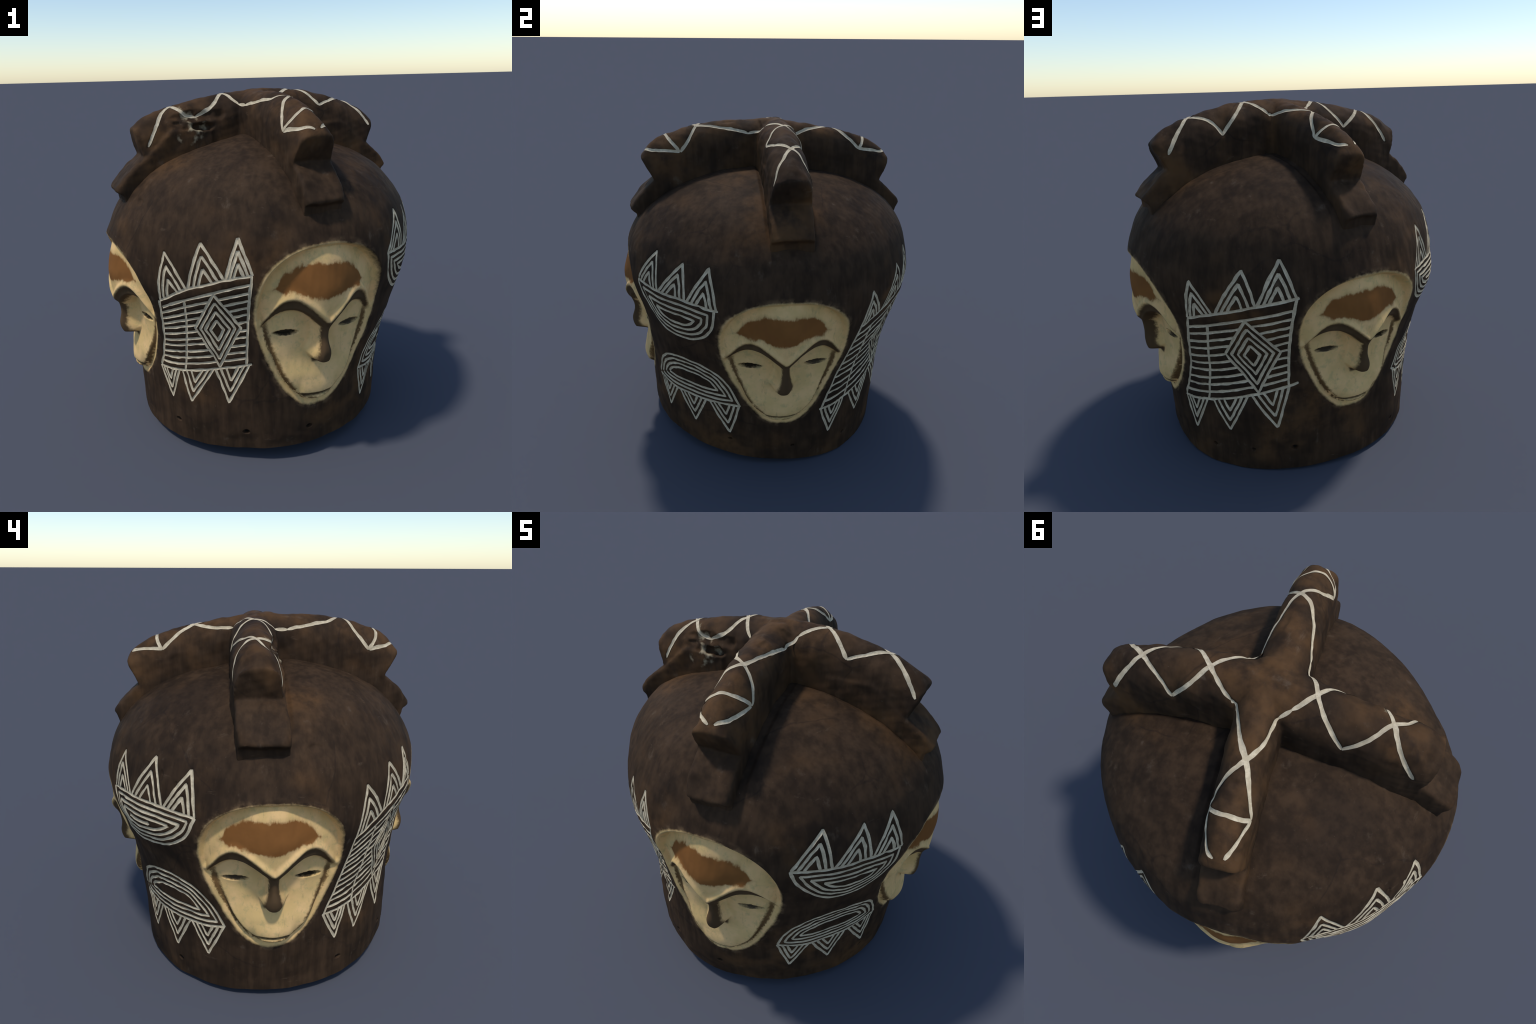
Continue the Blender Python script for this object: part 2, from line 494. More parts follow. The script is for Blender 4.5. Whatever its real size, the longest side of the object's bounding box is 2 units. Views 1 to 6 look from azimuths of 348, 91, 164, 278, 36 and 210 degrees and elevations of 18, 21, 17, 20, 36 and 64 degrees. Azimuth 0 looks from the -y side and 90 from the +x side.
def wood_colour(g, co, warm=0.0):
    big = g.noise(co, 1.7, 3, .55)
    mid = g.noise(co, 7, 5, .6, offset=(3, 1, 2))
    grain = g.noise(co, 26, 4, .6, stretch=(1, 1, .13))
    fine = g.noise(co, 70, 3, .6)
    col = g.mix(g.step(g.math('ADD', g.math('MULTIPLY', mid, .5), g.math('MULTIPLY', grain, .5)), .36, .66), WOOD_DARK, WOOD_MID)
    wm = g.math('MULTIPLY', g.step(big, .50 - warm, .72 - warm), g.step(mid, .30, .68))
    col = g.mix(g.math('MULTIPLY', wm, .75), col, WOOD_WARM)
    dk = g.step(g.noise(co, 1.9, 4, .6, offset=(5, 8, 3)), .48, .66)
    col = g.mix(g.math('MULTIPLY', dk, .45), col, (.017, .0115, .0085))
    gm = g.math('MULTIPLY', g.step(g.noise(co, 11, 4, .65, offset=(7, 5, 1)), .58, .75), g.step(grain, .42, .66))
    col = g.mix(g.math('MULTIPLY', gm, .5), col, WOOD_GREY)
    mp = g.nt.nodes.new('ShaderNodeMix'); mp.data_type = 'VECTOR'; mp.inputs[0].default_value = .10
    nz = g.nt.nodes.new('ShaderNodeTexNoise'); nz.inputs['Scale'].default_value = 5; nz.inputs['Detail'].default_value = 5
    g.nt.links.new(co, nz.inputs['Vector']); g.nt.links.new(co, mp.inputs[4]); g.nt.links.new(nz.outputs['Color'], mp.inputs[5])
    vo = g.nt.nodes.new('ShaderNodeTexVoronoi'); vo.feature = 'DISTANCE_TO_EDGE'; vo.inputs['Scale'].default_value = 2.6
    g.nt.links.new(mp.outputs[1], vo.inputs['Vector'])
    crack = g.math('MULTIPLY', g.math('SUBTRACT', 1.0, g.step(vo.outputs['Distance'], .004, .016)), g.step(g.noise(co, 2.6, 2, .5, offset=(9, 2, 4)), .48, .60))
    col = g.mix(g.math('MULTIPLY', crack, .35), col, (.016, .012, .010))
    scuff = g.step(g.noise(co, 9, 5, .7, stretch=(1, .35, 2.2), offset=(4, 4, 8)), .63, .76)
    col = g.mix(g.math('MULTIPLY', scuff, .42), col, (.150, .100, .062))
    spk = g.step(fine, .69, .78)
    col = g.mix(g.math('MULTIPLY', spk, .45), col, WOOD_GREY)
    return col, grain, fine


def finish(bsdf, rough=.7, spec=.06):
    bsdf.inputs['Roughness'].default_value = rough
    bsdf.inputs['Specular IOR Level'].default_value = spec


def wood_material(name, warm=0.0, residue=None):
    m, nt, b, co = new_mat(name); g = G(nt)
    col, grain, fine = wood_colour(g, co, warm)
    if residue:            # kaolin rubbed into the worn hollows of one arm
        d = nt.nodes.new('ShaderNodeVectorMath'); d.operation = 'DISTANCE'
        nt.links.new(co, d.inputs[0]); d.inputs[1].default_value = residue
        near = g.math('SUBTRACT', 1.0, g.step(d.outputs['Value'], .07, .21))
        pat = g.math('ADD', g.math('MULTIPLY', near, .30), g.noise(co, 12, 3, .5, offset=(1, 4, 2)))
        col = g.mix(g.math('MULTIPLY', g.math('MULTIPLY', g.step(pat, .80, .93), g.step(near, .05, .3)), .8), col, (.46, .37, .23))
    nt.links.new(col, b.inputs['Base Color'])
    g.bump(b, g.math('ADD', g.math('MULTIPLY', grain, .7), g.math('MULTIPLY', fine, .3)), .35, .004)
    finish(b)
    return m


def face_material(f, i):
    m, nt, b, co = new_mat('painted_face_wood'); g = G(nt)
    sep = nt.nodes.new('ShaderNodeSeparateXYZ'); g.put(sep.inputs[0], co)
    x, y, z = sep.outputs
    c = math.radians(f['c'])
    # local angle from the face's middle and height from chin to top
    lx = g.math('ADD', g.math('MULTIPLY', x, math.cos(c)), g.math('MULTIPLY', y, math.sin(c)))
    ly = g.math('SUBTRACT', g.math('MULTIPLY', y, math.cos(c)), g.math('MULTIPLY', x, math.sin(c)))
    a = g.math('MULTIPLY', g.math('ARCTAN2', ly, lx), 180 / math.pi / f['w'])
    bb = g.math('MULTIPLY_ADD', z, 1 / (f['top'] - f['bot']), -f['bot'] / (f['top'] - f['bot']))
    aa = g.math('ABSOLUTE', a)
    px = g.math('MULTIPLY', aa, A2M); py = g.math('MULTIPLY_ADD', bb, B2M, -B0 * B2M)
    r = g.math('SQRT', g.math('ADD', g.math('MULTIPLY', px, px), g.math('MULTIPLY', py, py)))
    ths = np.linspace(0, math.pi, 22)
    R = g.curve(g.math('ARCTAN2', px, py), [(t, float(hermite(np.array(t), OUT_TH, OUT_R))) for t in ths], 0, math.pi)
    d = g.math('SUBTRACT', R, r)
    off = (3.1 * i, 1.7 * i, .3)
    fray = g.math('SUBTRACT', g.noise(co, 55, 4, .65, offset=off), .5)
    fray2 = g.math('SUBTRACT', g.noise(co, 16, 3, .6, offset=off), .5)
    rag = g.math('SUBTRACT', g.noise(co, 60, 3, .6, stretch=(1, 1, .22), offset=off), .5)
    wood, grain, fine = wood_colour(g, co)
    # kaolin coat with ochre stains
    pale = g.mix(g.step(g.noise(co, 9, 5, .6, offset=off), .36, .66), (.71, .475, .195), (.83, .535, .240))
    pale = g.mix(g.math('MULTIPLY', g.step(g.noise(co, 21, 5, .65, offset=(off[0], 4, 9)), .50, .70), .55), pale, (.47, .37, .165))
    pale = g.mix(g.math('MULTIPLY', g.step(g.noise(co, 34, 4, .7, stretch=(1, 1, .25), offset=(2, off[1], 5)), .58, .72), .5), pale, (.40, .29, .13))
    pale = g.mix(g.math('MULTIPLY', g.step(g.noise(co, 60, 3, .6), .64, .76), .35), pale, (.36, .28, .16))
    brown = g.mix(g.noise(co, 8, 4, .6, offset=off), (.17, .070, .020), (.29, .120, .034))
    dark = g.mix(grain, (.038, .023, .013), (.100, .056, .028))
    ochre = (.34, .20, .085)
    col = pale
    low = g.math('SUBTRACT', 1.0, g.step(bb, .50, .62))
    # stained groove round the cheeks
    gd = g.math('ADD', d, g.math('MULTIPLY', fray, .035))
    gr = g.math('MULTIPLY', g.step(gd, .024, .036), g.math('SUBTRACT', 1.0, g.step(gd, .046, .070)))
    gr = g.math('MULTIPLY', gr, g.math('MULTIPLY', low, g.step(g.math('ADD', bb, fray2), .02, .10)))
    col = g.mix(g.math('MULTIPLY', gr, .92), col, (.105, .052, .019))
    # forehead patch
    a1 = g.math('ABSOLUTE', g.math('ADD', a, 1.0))
    ptop = g.curve(a1, [(0, .896), (6, .894), (10, .872), (13.5, .83), (16, .765), (22, .70)], 0, 22)
    pbot = g.curve(a1, [(0, .703), (3, .708), (6, .727), (10, .738), (14, .742), (15, .75), (22, .78)], 0, 22)
    pe = g.math('DIVIDE', g.math('MINIMUM', g.math('SUBTRACT', ptop, bb), g.math('SUBTRACT', bb, pbot)), .06)
    pe = g.math('SUBTRACT', 1.0, pe)
    pe = g.math('ADD', pe, g.math('ADD', g.math('MULTIPLY', rag, .5), g.math('MULTIPLY', fray2, .9)))
    halo = g.math('SUBTRACT', 1.0, g.step(pe, .85, 1.45))
    col = g.mix(g.math('MULTIPLY', halo, .40), col, ochre)
    col = g.mix(g.math('SUBTRACT', 1.0, g.step(pe, .78, 1.10)), col, brown)
    # brow underside and bridge of the nose
    crest = g.curve(aa, list(zip(BROW_A, BROW_CREST)), 0, 22.5)
    gap = g.curve(aa, list(zip(BROW_A, BROW_GAP)), 0, 22.5)
    under = g.math('SUBTRACT', crest, gap)
    bj = g.math('ADD', bb, g.math('MULTIPLY', fray, .02))
    br = g.math('MULTIPLY', g.step(bj, g.math('ADD', under, .006), g.math('ADD', under, .020)),
                g.math('SUBTRACT', 1.0, g.step(bj, g.math('ADD', crest, -.042), g.math('ADD', crest, -.018))))
    br = g.math('MULTIPLY', br, g.math('SUBTRACT', 1.0, g.step(aa, 21.0, 23.0)))
    nw = g.curve(bb, [(.28, .34), (.33, .36), (.38, .27), (.45, .19), (.52, .19), (.58, .22)], .28, .58)
    ns = g.math('DIVIDE', g.math('ADD', g.math('ADD', a, -.3), g.math('MULTIPLY', fray, 1.2)), 10.0)
    nz = g.math('SUBTRACT', 1.0, g.step(g.math('ABSOLUTE', ns), g.math('MULTIPLY', nw, .75), g.math('MULTIPLY', nw, 1.12)))
    nz = g.math('MULTIPLY', nz, g.math('MULTIPLY', g.step(bb, .278, .295), g.math('SUBTRACT', 1.0, g.step(bb, .56, .575))))
    dk = g.math('MAXIMUM', br, nz)
    col = g.mix(g.math('MULTIPLY', dk, .96), col, dark)
    # eye slits and the line of the mouth
    ex = g.math('DIVIDE', g.math('SUBTRACT', aa, EYE_A), EYE_HA)
    ez = g.math('DIVIDE', g.math('SUBTRACT', bb, EYE_B - .003), EYE_HB)
    ee = g.math('ADD', g.math('ADD', g.math('MULTIPLY', ex, ex), g.math('MULTIPLY', ez, ez)), fray)
    sidef = g.step(g.math('MULTIPLY', a, float(f['shaded_eye'])), -1.0, 1.0)
    eyec = g.mix(sidef, (.085, .062, .042), (.012, .010, .008))  # near-black paints in the darkness of a pierced eye; no hole is cut
    col = g.mix(g.math('MULTIPLY', g.math('SUBTRACT', 1.0, g.step(ee, .55, 1.15)), .95), col, eyec)
    mz = g.math('ABSOLUTE', g.math('DIVIDE', g.math('ADD', g.math('SUBTRACT', bb, .090), g.math('MULTIPLY', fray, .010)), .017))
    mm = g.math('MULTIPLY', g.math('SUBTRACT', 1.0, g.step(mz, .4, 1.1)), g.math('SUBTRACT', 1.0, g.step(aa, 6.8, 8.2)))
    col = g.mix(g.math('MULTIPLY', mm, .95), col, (.060, .034, .016))
    # worn outer edge back to bare wood
    ed = g.math('ADD', d, g.math('ADD', g.math('MULTIPLY', fray, .012), g.math('MULTIPLY', fray2, .016)))
    edge = g.step(ed, -.010, .010)
    smudge = g.math('MULTIPLY', g.math('MULTIPLY', g.step(ed, -.034, -.002), .55), g.step(fray2, -.06, .14))
    outside = g.mix(smudge, wood, (.20, .125, .065))
    nt.links.new(g.mix(edge, outside, col), b.inputs['Base Color'])
    g.bump(b, g.math('ADD', g.math('MULTIPLY', grain, .6), g.math('MULTIPLY', fine, .4)), .28, .004)
    finish(b, .8, .08)
    return m


def kaolin_material():
    m, nt, b, co = new_mat('kaolin_white_line'); g = G(nt)
    n1 = g.noise(co, 40, 4, .65); n2 = g.noise(co, 130, 3, .6)
    col = g.mix(g.step(n1, .40, .66), (.53, .43, .285), (.69, .575, .395))
    col = g.mix(g.math('MULTIPLY', g.step(g.noise(co, 5, 4, .6), .50, .68), .45), col, (.40, .325, .225))
    col = g.mix(g.math('MULTIPLY', g.step(n2, .62, .76), .3), col, (.30, .24, .16))
    nt.links.new(col, b.inputs['Base Color'])
    g.bump(b, n2, .12, .002); finish(b, .8, .12)
    return m


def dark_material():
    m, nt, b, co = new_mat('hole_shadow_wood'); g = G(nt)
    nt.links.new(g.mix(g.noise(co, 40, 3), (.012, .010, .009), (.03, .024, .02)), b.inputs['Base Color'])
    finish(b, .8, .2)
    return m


MAT_WOOD = wood_material('dark_stained_wood')
MAT_CREST = wood_material('worn_crest_wood', .08, (-.40, -.165, 1.83))
MAT_WHITE = kaolin_material()
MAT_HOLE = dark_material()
MAT_FACE = [face_material(f, i) for i, f in enumerate(FACES)]

# ------------------------------------------------------------------- objects
COLL = bpy.context.scene.collection
root = bpy.data.objects.new('helmet_mask', None)
root.empty_display_size = .2
COLL.objects.link(root)
root['label'] = 'carved dark wooden helmet mask with four pale faces and cross crest'
root['category'] = 'wooden mask'


def make(name, verts, faces, mat, parent, normals=None, kind=None):
    """mesh from arrays; faces is an (n,3) or (n,4) index array"""
    faces = np.asarray(faces); used, inv = np.unique(faces, return_inverse=True)
    inv = inv.reshape(faces.shape); v = verts[used]
    me = bpy.data.meshes.new(name)
    k = faces.shape[1]
    me.vertices.add(len(v)); me.vertices.foreach_set('co', v.astype(np.float32).ravel())
    me.loops.add(inv.size); me.loops.foreach_set('vertex_index', inv.astype(np.int32).ravel())
    me.polygons.add(len(inv)); me.polygons.foreach_set('loop_start', (np.arange(len(inv)) * k).astype(np.int32))
    me.polygons.foreach_set('loop_total', np.full(len(inv), k, np.int32))
    me.update(calc_edges=True); me.validate()
    me.polygons.foreach_set('use_smooth', np.ones(len(me.polygons), bool))
    me.materials.append(mat)
    if normals is not None: me.normals_split_custom_set_from_vertices(normals[used].astype(float).tolist())
    ob = bpy.data.objects.new(name, me); COLL.objects.link(ob); ob.parent = parent
    if kind: ob['kind'] = kind
    return ob


def vertex_normals(v, q):
    n = np.zeros_like(v)
    fn = np.cross(v[q[:, 2]] - v[q[:, 0]], v[q[:, 3 if q.shape[1] > 3 else 1]] - v[q[:, 1 if q.shape[1] > 3 else 0]])
    for c in range(q.shape[1]):
        for ax in range(3): n[:, ax] += np.bincount(q[:, c], fn[:, ax], len(v))
    return n / (np.linalg.norm(n, axis=1)[:, None] + 1e-12)


# ---- shell: rows from the rim to the crown, columns round the head
NPHI = 1440
rows = np.arange(0, 1.42, .0041)
r0, nr0, nz0 = prof_at(rows)
k0 = np.searchsorted(_pc[:, 1], 1.42)
arc = np.concatenate([[0], np.cumsum(np.linalg.norm(np.diff(_pc[k0:], axis=0), axis=1))])
s = np.linspace(.004, arc[-1], 110)
zr = np.interp(s, arc, _pc[k0:, 1]); rr = np.interp(s, arc, _pc[k0:, 0]); rr[-1] = .002
nrr = np.interp(s, arc, _pt[k0:, 1]); nzr = np.interp(s, arc, -_pt[k0:, 0])
ROWZ = np.concatenate([rows, zr]); ROWR = np.concatenate([r0, rr])
ROWNR = np.concatenate([nr0, nrr]); ROWNZ = np.concatenate([nz0, nzr])
COLS = np.arange(NPHI) * 360.0 / NPHI - 180.0
PH, ZZ = np.meshgrid(COLS, ROWZ)
RR, NR, NZ = (np.repeat(q[:, None], NPHI, 1) for q in (ROWR, ROWNR, ROWNZ))
V = shell_point(PH.ravel(), ZZ.ravel(), RR.ravel(), NR.ravel(), NZ.ravel())
nrow = len(ROWZ)
j, i = np.meshgrid(np.arange(nrow - 1), np.arange(NPHI), indexing='ij')
i2 = (i + 1) % NPHI
Q = np.stack([j * NPHI + i, j * NPHI + i2, (j + 1) * NPHI + i2, (j + 1) * NPHI + i], -1).reshape(-1, 4)
VN = vertex_normals(V, Q)
qphi = wrap(PH.ravel()[Q[:, 0]] + .125); qz = ZZ.ravel()[Q].mean(1)

owner = np.zeros(len(Q), int)           # 0 = bare shell
part = {}
for k, f in enumerate(FACES):
    a, b = face_coords(f, qphi, qz)
    near = np.flatnonzero((np.abs(a) < 30) & (b > -.1) & (b < 1.15))
    a, b = a[near], b[near]
    inn = outline_distance(a, b) > -.036
    crest, under = brow_lines(a)
    code = np.full(len(near), 1)
    code[(b > under) & (b < crest + .02) & (np.abs(a) < 22.5)] = 2
    code[nose_field(a, b) > .18] = 3
    code[(b > .05) & (b < .108) & (np.abs(a) < 8.2)] = 4
    code[eye_field(a, b) > 0] = 5
    owner[near[inn]] = 10 * (k + 1) + code[inn]
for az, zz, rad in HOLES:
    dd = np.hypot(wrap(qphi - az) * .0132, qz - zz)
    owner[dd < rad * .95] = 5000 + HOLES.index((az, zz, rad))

shell = make('head_shell', V, Q[owner == 0], MAT_WOOD, root, VN)
for k, f in enumerate(FACES):
    fo = make('face', V, Q[owner == 10 * (k + 1) + 1], MAT_FACE[k], root, VN)
    for code, nm in ((2, 'eyebrow'), (3, 'nose'), (4, 'mouth')):
        make(nm, V, Q[owner == 10 * (k + 1) + code], MAT_FACE[k], fo, VN)
    ey = owner == 10 * (k + 1) + 5
    side = wrap(qphi - f['c']) > 0
    for sd in (True, False): make('eye', V, Q[ey & (side == sd)], MAT_FACE[k], fo, VN)
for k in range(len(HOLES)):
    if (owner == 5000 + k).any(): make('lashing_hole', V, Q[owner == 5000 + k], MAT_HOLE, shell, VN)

# ---- hollow inside: same columns, from the rim inwards and up
inner = [(0, 0), (.012, -.0), (.045, .0), (.060, .008)] + [(.065, z) for z in np.linspace(.05, 1.1, 12)]
IV = [V[:NPHI]]
rimz = V[:NPHI, 2]; phc = np.radians(COLS)
for dr, dz in inner[1:]:
    rr_ = np.hypot(*(V[:NPHI, :2].T)) - dr
    if dz > .04: rr_ = np.interp(dz, _pc[:k0, 1], _pc[:k0, 0]) - .1 + 0 * rr_
    IV.append(np.stack([rr_ * np.cos(phc), rr_ * np.sin(phc), (rimz + dz if dz < .04 else np.full(NPHI, dz + .06))], -1))
for t in np.linspace(.1, 1, 10) * math.pi / 2:
    IV.append(np.stack([(.8 * math.cos(t) + .002) * np.cos(phc), (.8 * math.cos(t) + .002) * np.sin(phc), np.full(NPHI, 1.16 + .45 * math.sin(t))], -1))
IV = np.vstack(IV)
nr_ = len(IV) // NPHI
j, i = np.meshgrid(np.arange(nr_ - 1), np.arange(NPHI), indexing='ij'); i2 = (i + 1) % NPHI
IQ = np.stack([j * NPHI + i, (j + 1) * NPHI + i, (j + 1) * NPHI + i2, j * NPHI + i2], -1).reshape(-1, 4)
make('hollow_inside', IV, IQ, MAT_WOOD, root)


# ---- incised white lines of the four panels
def ribbon_arrays(line_list, place, step, half, seed):
    g = np.random.default_rng(seed)
    vs, qs, base = [], [], 0
    cross = np.array([-1, -.5, 0, .5, 1.0])
    for n, ln in enumerate(line_list):
        m = ln * np.array([LINE_M, 1.0])
        k = np.concatenate([[0], np.cumsum(np.linalg.norm(np.diff(m, axis=0), axis=1))])
        cnt = max(3, int(k[-1] / step))
        t = np.unique(np.concatenate([np.linspace(0, k[-1], cnt)]))
        p = np.stack([np.interp(t, k, m[:, 0]), np.interp(t, k, m[:, 1])], -1)
        tg = np.gradient(p, axis=0); tg /= np.linalg.norm(tg, axis=1)[:, None] + 1e-12
        nm = np.stack([-tg[:, 1], tg[:, 0]], -1)
        w = half * (1 + .11 * np.interp(t, np.linspace(0, k[-1], cnt // 5 + 2), g.normal(size=cnt // 5 + 2)))
        # widen at corners so that the mitred strip keeps its width; taper free ends a little
        w *= 1 - .25 * np.exp(-t / .006) - .25 * np.exp(-(k[-1] - t) / .006)
        w = np.clip(w, half * .55, half * 1.5)
        jit = .0011 * np.interp(t, np.linspace(0, k[-1], cnt // 7 + 2), g.normal(size=cnt // 7 + 2))
        pts = p[:, None] + nm[:, None] * (cross[None, :, None] * w[:, None, None] + jit[:, None, None])
        q = pts.reshape(-1, 2) / np.array([LINE_M, 1.0])
        vs.append(place(q, .0014 + .00025 * (n % 5)))
        a = np.arange(len(t) - 1)[:, None] * 5 + np.arange(4)[None]
        qs.append(np.stack([a, a + 1, a + 6, a + 5], -1).reshape(-1, 4) + base)
        base += len(t) * 5
    return np.vstack(vs), np.vstack(qs)


seed = 100
for P in PANELS:
    for name, items in P.items():
        groups = items if name == 'peak_motif' else [items]
        for grp in groups:
            seed += 1
            lines = flat(grp)
            rv, rq = ribbon_arrays(lines, lambda q, e: surface(q[:, 0], q[:, 1], e), .0055, LINE_HALF, seed)
            fn = np.cross(rv[rq[:, 2]] - rv[rq[:, 0]], rv[rq[:, 3]] - rv[rq[:, 1]])
            if (fn[:, :2] * rv[rq[:, 0], :2]).sum() < 0: rq = rq[:, ::-1]
            make(name, rv, rq, MAT_WHITE, shell)

# -------------------------------------------------------------------- crest
def arm_frame(A):
    c, s_ = math.cos(math.radians(A['az'])), math.sin(math.radians(A['az']))
    return np.array([c, s_, 0]), np.array([-s_, c, 0]), np.array([*A['at'], 0.0])


def arm_top(A, s_):
    t = np.array(A['top']); return np.interp(s_, *spline(t, 200).T)


def arm_drift(A, s_):
    return float(hermite(np.array(np.clip(s_, 0, .88)), [0, .4, .7, .88], A['drift']))


def loft(rings):
    n = rings.shape[1]; m = len(rings)
    v = rings.reshape(-1, 3)
    f = [[a * n + b, a * n + (b + 1) % n, (a + 1) * n + (b + 1) % n, (a + 1) * n + b] for a in range(m - 1) for b in range(n)]
    f += [list(range(n))[::-1], list(range((m - 1) * n, m * n))]
    return v, f


def arm_solids(A):
    u, w_, o_ = arm_frame(A)
    tip = A['top'][-1]; half = A['w'] / 2
    up, low = [], []
    for s_ in np.concatenate([np.linspace(-.05, .70, 40), np.linspace(.705, tip[0], 22)]):
        T = arm_top(A, max(s_, 0))
        e = np.clip((s_ - (tip[0] - .13)) / .13, 0, 1)
        e2 = np.clip((s_ - (tip[0] - .045)) / .045, 0, 1)
        hw = half * (1 + .08 * (1 - smooth(.12, .40, s_))) * (1 - A['round'] * e2 ** 3) * (1 - A['taper'] * (1 - math.sqrt(max(0, 1 - e * e))))
        B = 1.45 if s_ < A['notch'][0] else A['notch'][1] + (tip[1] - .012 - A['notch'][1]) * (s_ - A['notch'][0]) / (tip[0] - A['notch'][0])
        if s_ < A['notch'][0] and s_ > A['notch'][0] - .03: B = 1.45
        arch = min(.115 + .03 * np.clip(s_ / .6, 0, 1), max(.012, T - B - .004) * .9)
        y = np.linspace(-1, 1, 25)
        zt = T + .004 - arch * (.72 * (1 - np.sqrt(np.clip(1 - np.abs(y) ** 2.1, 0, 1))) + .28 * np.abs(y) ** 1.9)
        ring = [(yy * hw, zz) for yy, zz in zip(y, zt)] + [(hw * (1 + .04 * (1 - e)), (zt[-1] + B) / 2), (hw * (1 + .08 * (1 - e)), B), (0, B), (-hw * (1 + .08 * (1 - e)), B), (-hw * (1 + .04 * (1 - e)), (zt[0] + B) / 2)]
        up.append([o_ + u * s_ + w_ * (yy + arm_drift(A, s_)) + np.array([0, 0, zz]) for yy, zz in ring])
    n0, ft, hl = A['notch'], A['foot'], A['heel']
    for s_ in np.linspace(.3, ft[0], 30):
        T = n0[1] + (ft[1] - n0[1]) * (s_ - n0[0]) / (ft[0] - n0[0]) + .012 * math.sin(math.pi * np.clip((s_ - n0[0]) / (ft[0] - n0[0]), 0, 1))
        T = min(T, 1.80)
        B = 1.35 if s_ < hl[0] else hl[1] + (ft[1] - .012 - hl[1]) * (s_ - hl[0]) / (ft[0] - hl[0])
        ee = np.clip((s_ - (ft[0] - .05)) / .05, 0, 1)
        hw = half * 1.02 * (1 - .22 * ee ** 3)
        ring = [(-hw, T - .014), (-hw + .014, T), (0, T + .002), (hw - .014, T), (hw, T - .014), (hw * 1.03, B), (0, B), (-hw * 1.03, B)]
        low.append([o_ + u * s_ + w_ * (yy + arm_drift(A, s_) * .6) + np.array([0, 0, zz]) for yy, zz in ring])
    return loft(np.array(up)), loft(np.array(low))


cv, cf = [], []
for A in ARMS:
    for v, f in arm_solids(A):
        b0 = len(cv); cv += v.tolist(); cf += [[q + b0 for q in r] for r in f]
me = bpy.data.meshes.new('crest_tmp'); me.from_pydata(cv, [], cf); me.update()
tmp = bpy.data.objects.new('crest_tmp', me); COLL.objects.link(tmp)
md = tmp.modifiers.new('r', 'REMESH'); md.mode = 'VOXEL'; md.voxel_size = .0062
md = tmp.modifiers.new('s', 'SMOOTH'); md.iterations = 13; md.factor = .5
dg = bpy.context.evaluated_depsgraph_get()
cm = bpy.data.meshes.new_from_object(tmp.evaluated_get(dg))
CV = np.zeros(len(cm.vertices) * 3); cm.vertices.foreach_get('co', CV); CV = CV.reshape(-1, 3)
CQ = np.array([list(p.vertices) for p in cm.polygons if len(p.vertices) == 4])
bpy.data.objects.remove(tmp); bpy.data.meshes.remove(me); bpy.data.meshes.remove(cm)

CN = vertex_normals(CV, CQ)
c_big, c_mid = wave_noise(.16, 16, 11), wave_noise(.05, 18, 12)
CV = CV + CN * (.0032 * c_big(CV) + .0013 * c_mid(CV))[:, None]
# incised zigzags: per arm, control points (distance along the arm, angle round its back)
ZIGZAGS = {
    0: [[(.14, 72), (.233, 55), (.336, 37), (.437, 12), (.52, -52), (.592, -100)],
        [(.13, -76), (.279, -54), (.39, -25), (.437, 8), (.471, 41), (.50, 70), (.545, 98)],
        [(.592, -100), (.634, -60), (.645, -27), (.628, 3), (.607, 39), (.55, 96)],
        [(.55, 97), (.665, 65), (.731, 33), (.756, 10)], [(.6, -100), (.69, -64), (.727, -34), (.755, -8)]],
    1: [[(.125, -50), (.175, -25), (.245, 12), (.312, 58), (.405, 108)], [(.405, 108), (.47, 54), (.565, 8), (.65, -26), (.74, -75)],
        [(.13, 76), (.189, 44), (.245, 12), (.33, -37), (.387, -73)], [(.387, -73), (.475, -38), (.565, 5), (.618, 38), (.71, 99)]],
    2: [[(.15, -70), (.23, -40), (.318, -14), (.395, 12), (.479, 36), (.575, 78)], [(.575, 78), (.688, 40), (.75, 17)],
        [(.179, 63), (.306, 43), (.394, 12), (.472, -26), (.527, -52), (.564, -74)],
        [(.564, -74), (.591, -41), (.605, -5), (.6, 40), (.578, 78)], [(.564, -74), (.666, -53), (.728, -30), (.753, -8)]],
    3: [[(.12, -50), (.15, -34), (.209, 8), (.282, 57), (.391, 81)], [(.391, 81), (.453, 61), (.513, 5), (.566, -53), (.65, -110)],
        [(.135, 72), (.16, 55), (.21, -8), (.264, -52), (.341, -100)], [(.341, -100), (.431, -57), (.513, 0), (.56, 20), (.621, 73), (.675, 112)]]}
# worn hollows of one arm: distance, angle, reach along / across, depth
HOLLOWS = [(3, .36, 108, .085, .030, .034), (3, .40, 78, .22, .045, .022), (3, .50, 84, .04, .018, .008),
           (0, .25, 20, .05, .02, .006), (2, .50, 5, .03, .03, .008)]


def arm_point(A, s_, th, bvh):
    u, w_, o_ = arm_frame(A)
    T = float(arm_top(A, s_))
    ax = o_ + u * s_ + w_ * arm_drift(A, s_) + np.array([0, 0, T - .10])
    d = w_ * math.sin(math.radians(th)) + np.array([0, 0, math.cos(math.radians(th))])
    hit = bvh.ray_cast(Vector(ax + d * .35), Vector(-d))
    return np.array(hit[0]) if hit[0] is not None else ax + d * .1


def tree(v, q):
    return BVHTree.FromPolygons([tuple(p) for p in v.tolist()], [tuple(f) for f in q.tolist()])


bvh = tree(CV, CQ)
for k, s_, th, ra, rc, dep in HOLLOWS:
    A = ARMS[k]; u, w_, o_ = arm_frame(A)
    c = arm_point(A, s_, th, bvh)
    d = CV - c
    al = d @ u; ac = np.linalg.norm(d - al[:, None] * u, axis=1)
    wob = 1 + .18 * c_mid(CV)
    e = np.hypot(al / ra, ac / rc) * wob
    CV = CV - CN * (dep * (1 - smooth(.25, 1.0, e)) * (e < 1))[:, None]
bvh = tree(CV, CQ)


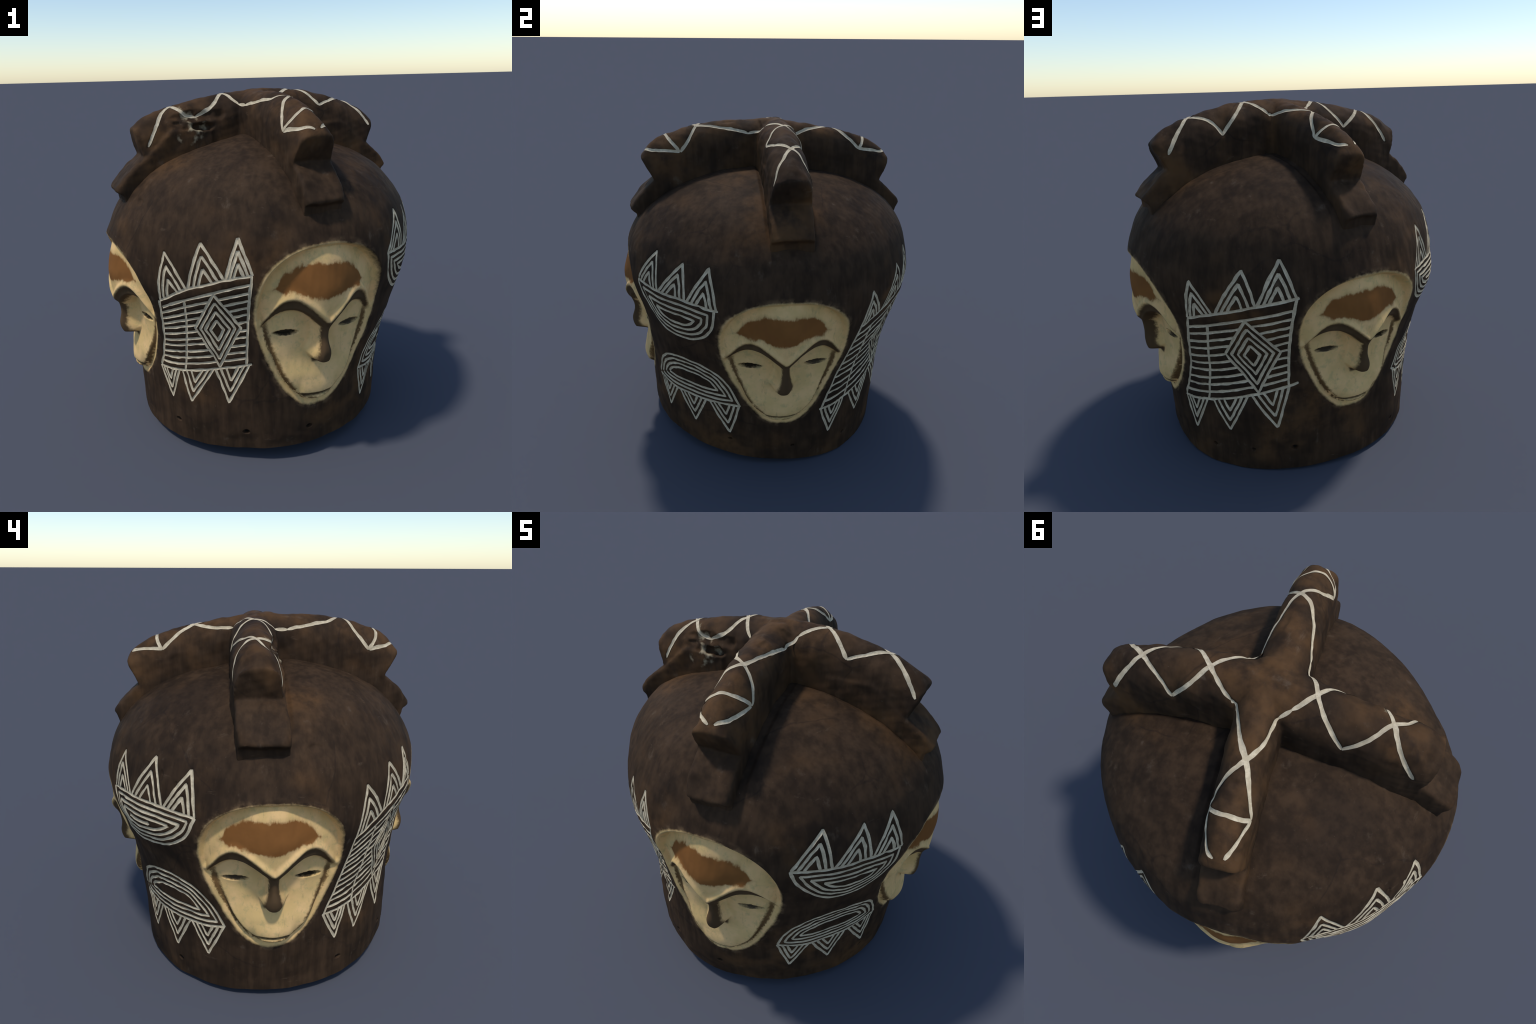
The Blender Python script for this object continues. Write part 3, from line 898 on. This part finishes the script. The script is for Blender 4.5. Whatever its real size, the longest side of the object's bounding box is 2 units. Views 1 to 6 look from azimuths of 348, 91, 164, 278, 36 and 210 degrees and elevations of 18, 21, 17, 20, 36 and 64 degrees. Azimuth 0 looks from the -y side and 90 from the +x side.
def on_crest(A, pts, step=.006):
    m = np.asarray(pts, float); m = spline(m * np.array([1, .0018]), 60) / np.array([1, .0018])
    p = np.array([arm_point(A, a, b, bvh) for a, b in m])
    k = np.concatenate([[0], np.cumsum(np.linalg.norm(np.diff(p, axis=0), axis=1))])
    t = np.linspace(0, k[-1], max(6, int(k[-1] / step)))
    return np.stack([np.interp(t, k, p[:, c]) for c in range(3)], -1)


STROKES = [(k, on_crest(ARMS[k], ln), .0112) for k, lines in ZIGZAGS.items() for ln in lines]   # width of a stroke: two centimetres
for k0_, e0, k1_, e1 in ((2, (.179, 63), 3, (.12, -50)), (3, (.135, 72), 0, (.13, -76)), (0, (.14, 72), 1, (.125, -50)), (1, (.13, 76), 2, (.15, -70))):
    pa, pb = arm_point(ARMS[k0_], *e0, bvh), arm_point(ARMS[k1_], *e1, bvh)
    STROKES.append((k0_, np.array([np.array(bvh.find_nearest(Vector(pa + (pb - pa) * t))[0]) for t in np.linspace(0, 1, max(8, int(np.linalg.norm(pb - pa) / .006)))]), .0105))
from mathutils.kdtree import KDTree
allp = np.vstack([st[1] for st in STROKES])
kd = KDTree(len(allp))
for n, p in enumerate(allp): kd.insert(p, n)
kd.balance()
gd = np.array([kd.find(p)[2] for p in CV])
CN = vertex_normals(CV, CQ)
CV = CV - CN * (.0045 * (.5 + .5 * np.cos(np.clip(gd / .014, 0, 1) * math.pi)))[:, None]
bvh = tree(CV, CQ)


def crest_ribbon(p, half, seed, lift):
    g = np.random.default_rng(seed); rowsv = []
    tg = np.gradient(p, axis=0)
    wv = half * (1 + .07 * np.interp(np.arange(len(p)), np.linspace(0, len(p), len(p) // 5 + 2), g.normal(size=len(p) // 5 + 2)))
    wv *= np.clip(.45 + np.minimum(np.arange(len(p)), np.arange(len(p))[::-1]) * .22, 0, 1)
    for q, t, w in zip(p, tg, wv):
        c, n, _, _ = bvh.find_nearest(Vector(q))
        side = np.cross(np.array(n), t); side /= np.linalg.norm(side) + 1e-9
        for x in (-1, -.5, 0, .5, 1):
            h, hn, _, _ = bvh.find_nearest(Vector(np.array(c) + side * x * w))
            rowsv.append(np.array(h) + np.array(hn) * lift)
    a = np.arange(len(p) - 1)[:, None] * 5 + np.arange(4)[None]
    v = np.array(rowsv).reshape(len(p), 5, 3)
    for _ in range(3): v[1:-1] = .25 * v[:-2] + .5 * v[1:-1] + .25 * v[2:]
    v = v.reshape(-1, 3)
    f = np.stack([a, a + 1, a + 6, a + 5], -1).reshape(-1, 4)
    return v, f[:, ::-1]


az_v = np.degrees(np.arctan2(CV[:, 1], CV[:, 0]))
fc = CV[CQ].mean(1)
faz = np.degrees(np.arctan2(fc[:, 1], fc[:, 0]))
who = np.argmin(np.abs(np.stack([wrap(faz - A['az']) for A in ARMS])), 0)
CN = vertex_normals(CV, CQ)
for k, A in enumerate(ARMS):
    u, w_, o_ = arm_frame(A)
    sd = (fc - o_) @ u
    n0, ft = A['notch'], A['foot']
    step_face = (sd > n0[0] - .01) & (fc[:, 2] < np.interp(sd, [n0[0] - .01, n0[0], A['top'][-1][0], 1], [n0[1], n0[1], n0[1] + .02, n0[1]]))
    arm = make('crest_arm', CV, CQ[(who == k) & ~step_face], MAT_CREST, root, CN)
    make('step_block', CV, CQ[(who == k) & step_face], MAT_CREST, arm, CN)
    lines = [st for st in STROKES if st[0] == k]
    for n, (_, p, half) in enumerate(lines):
        rv, rq = crest_ribbon(p, half, 500 + 20 * k + n, .0020 + .0003 * (n % 4))
        make('zigzag_line', rv, rq, MAT_WHITE, arm)
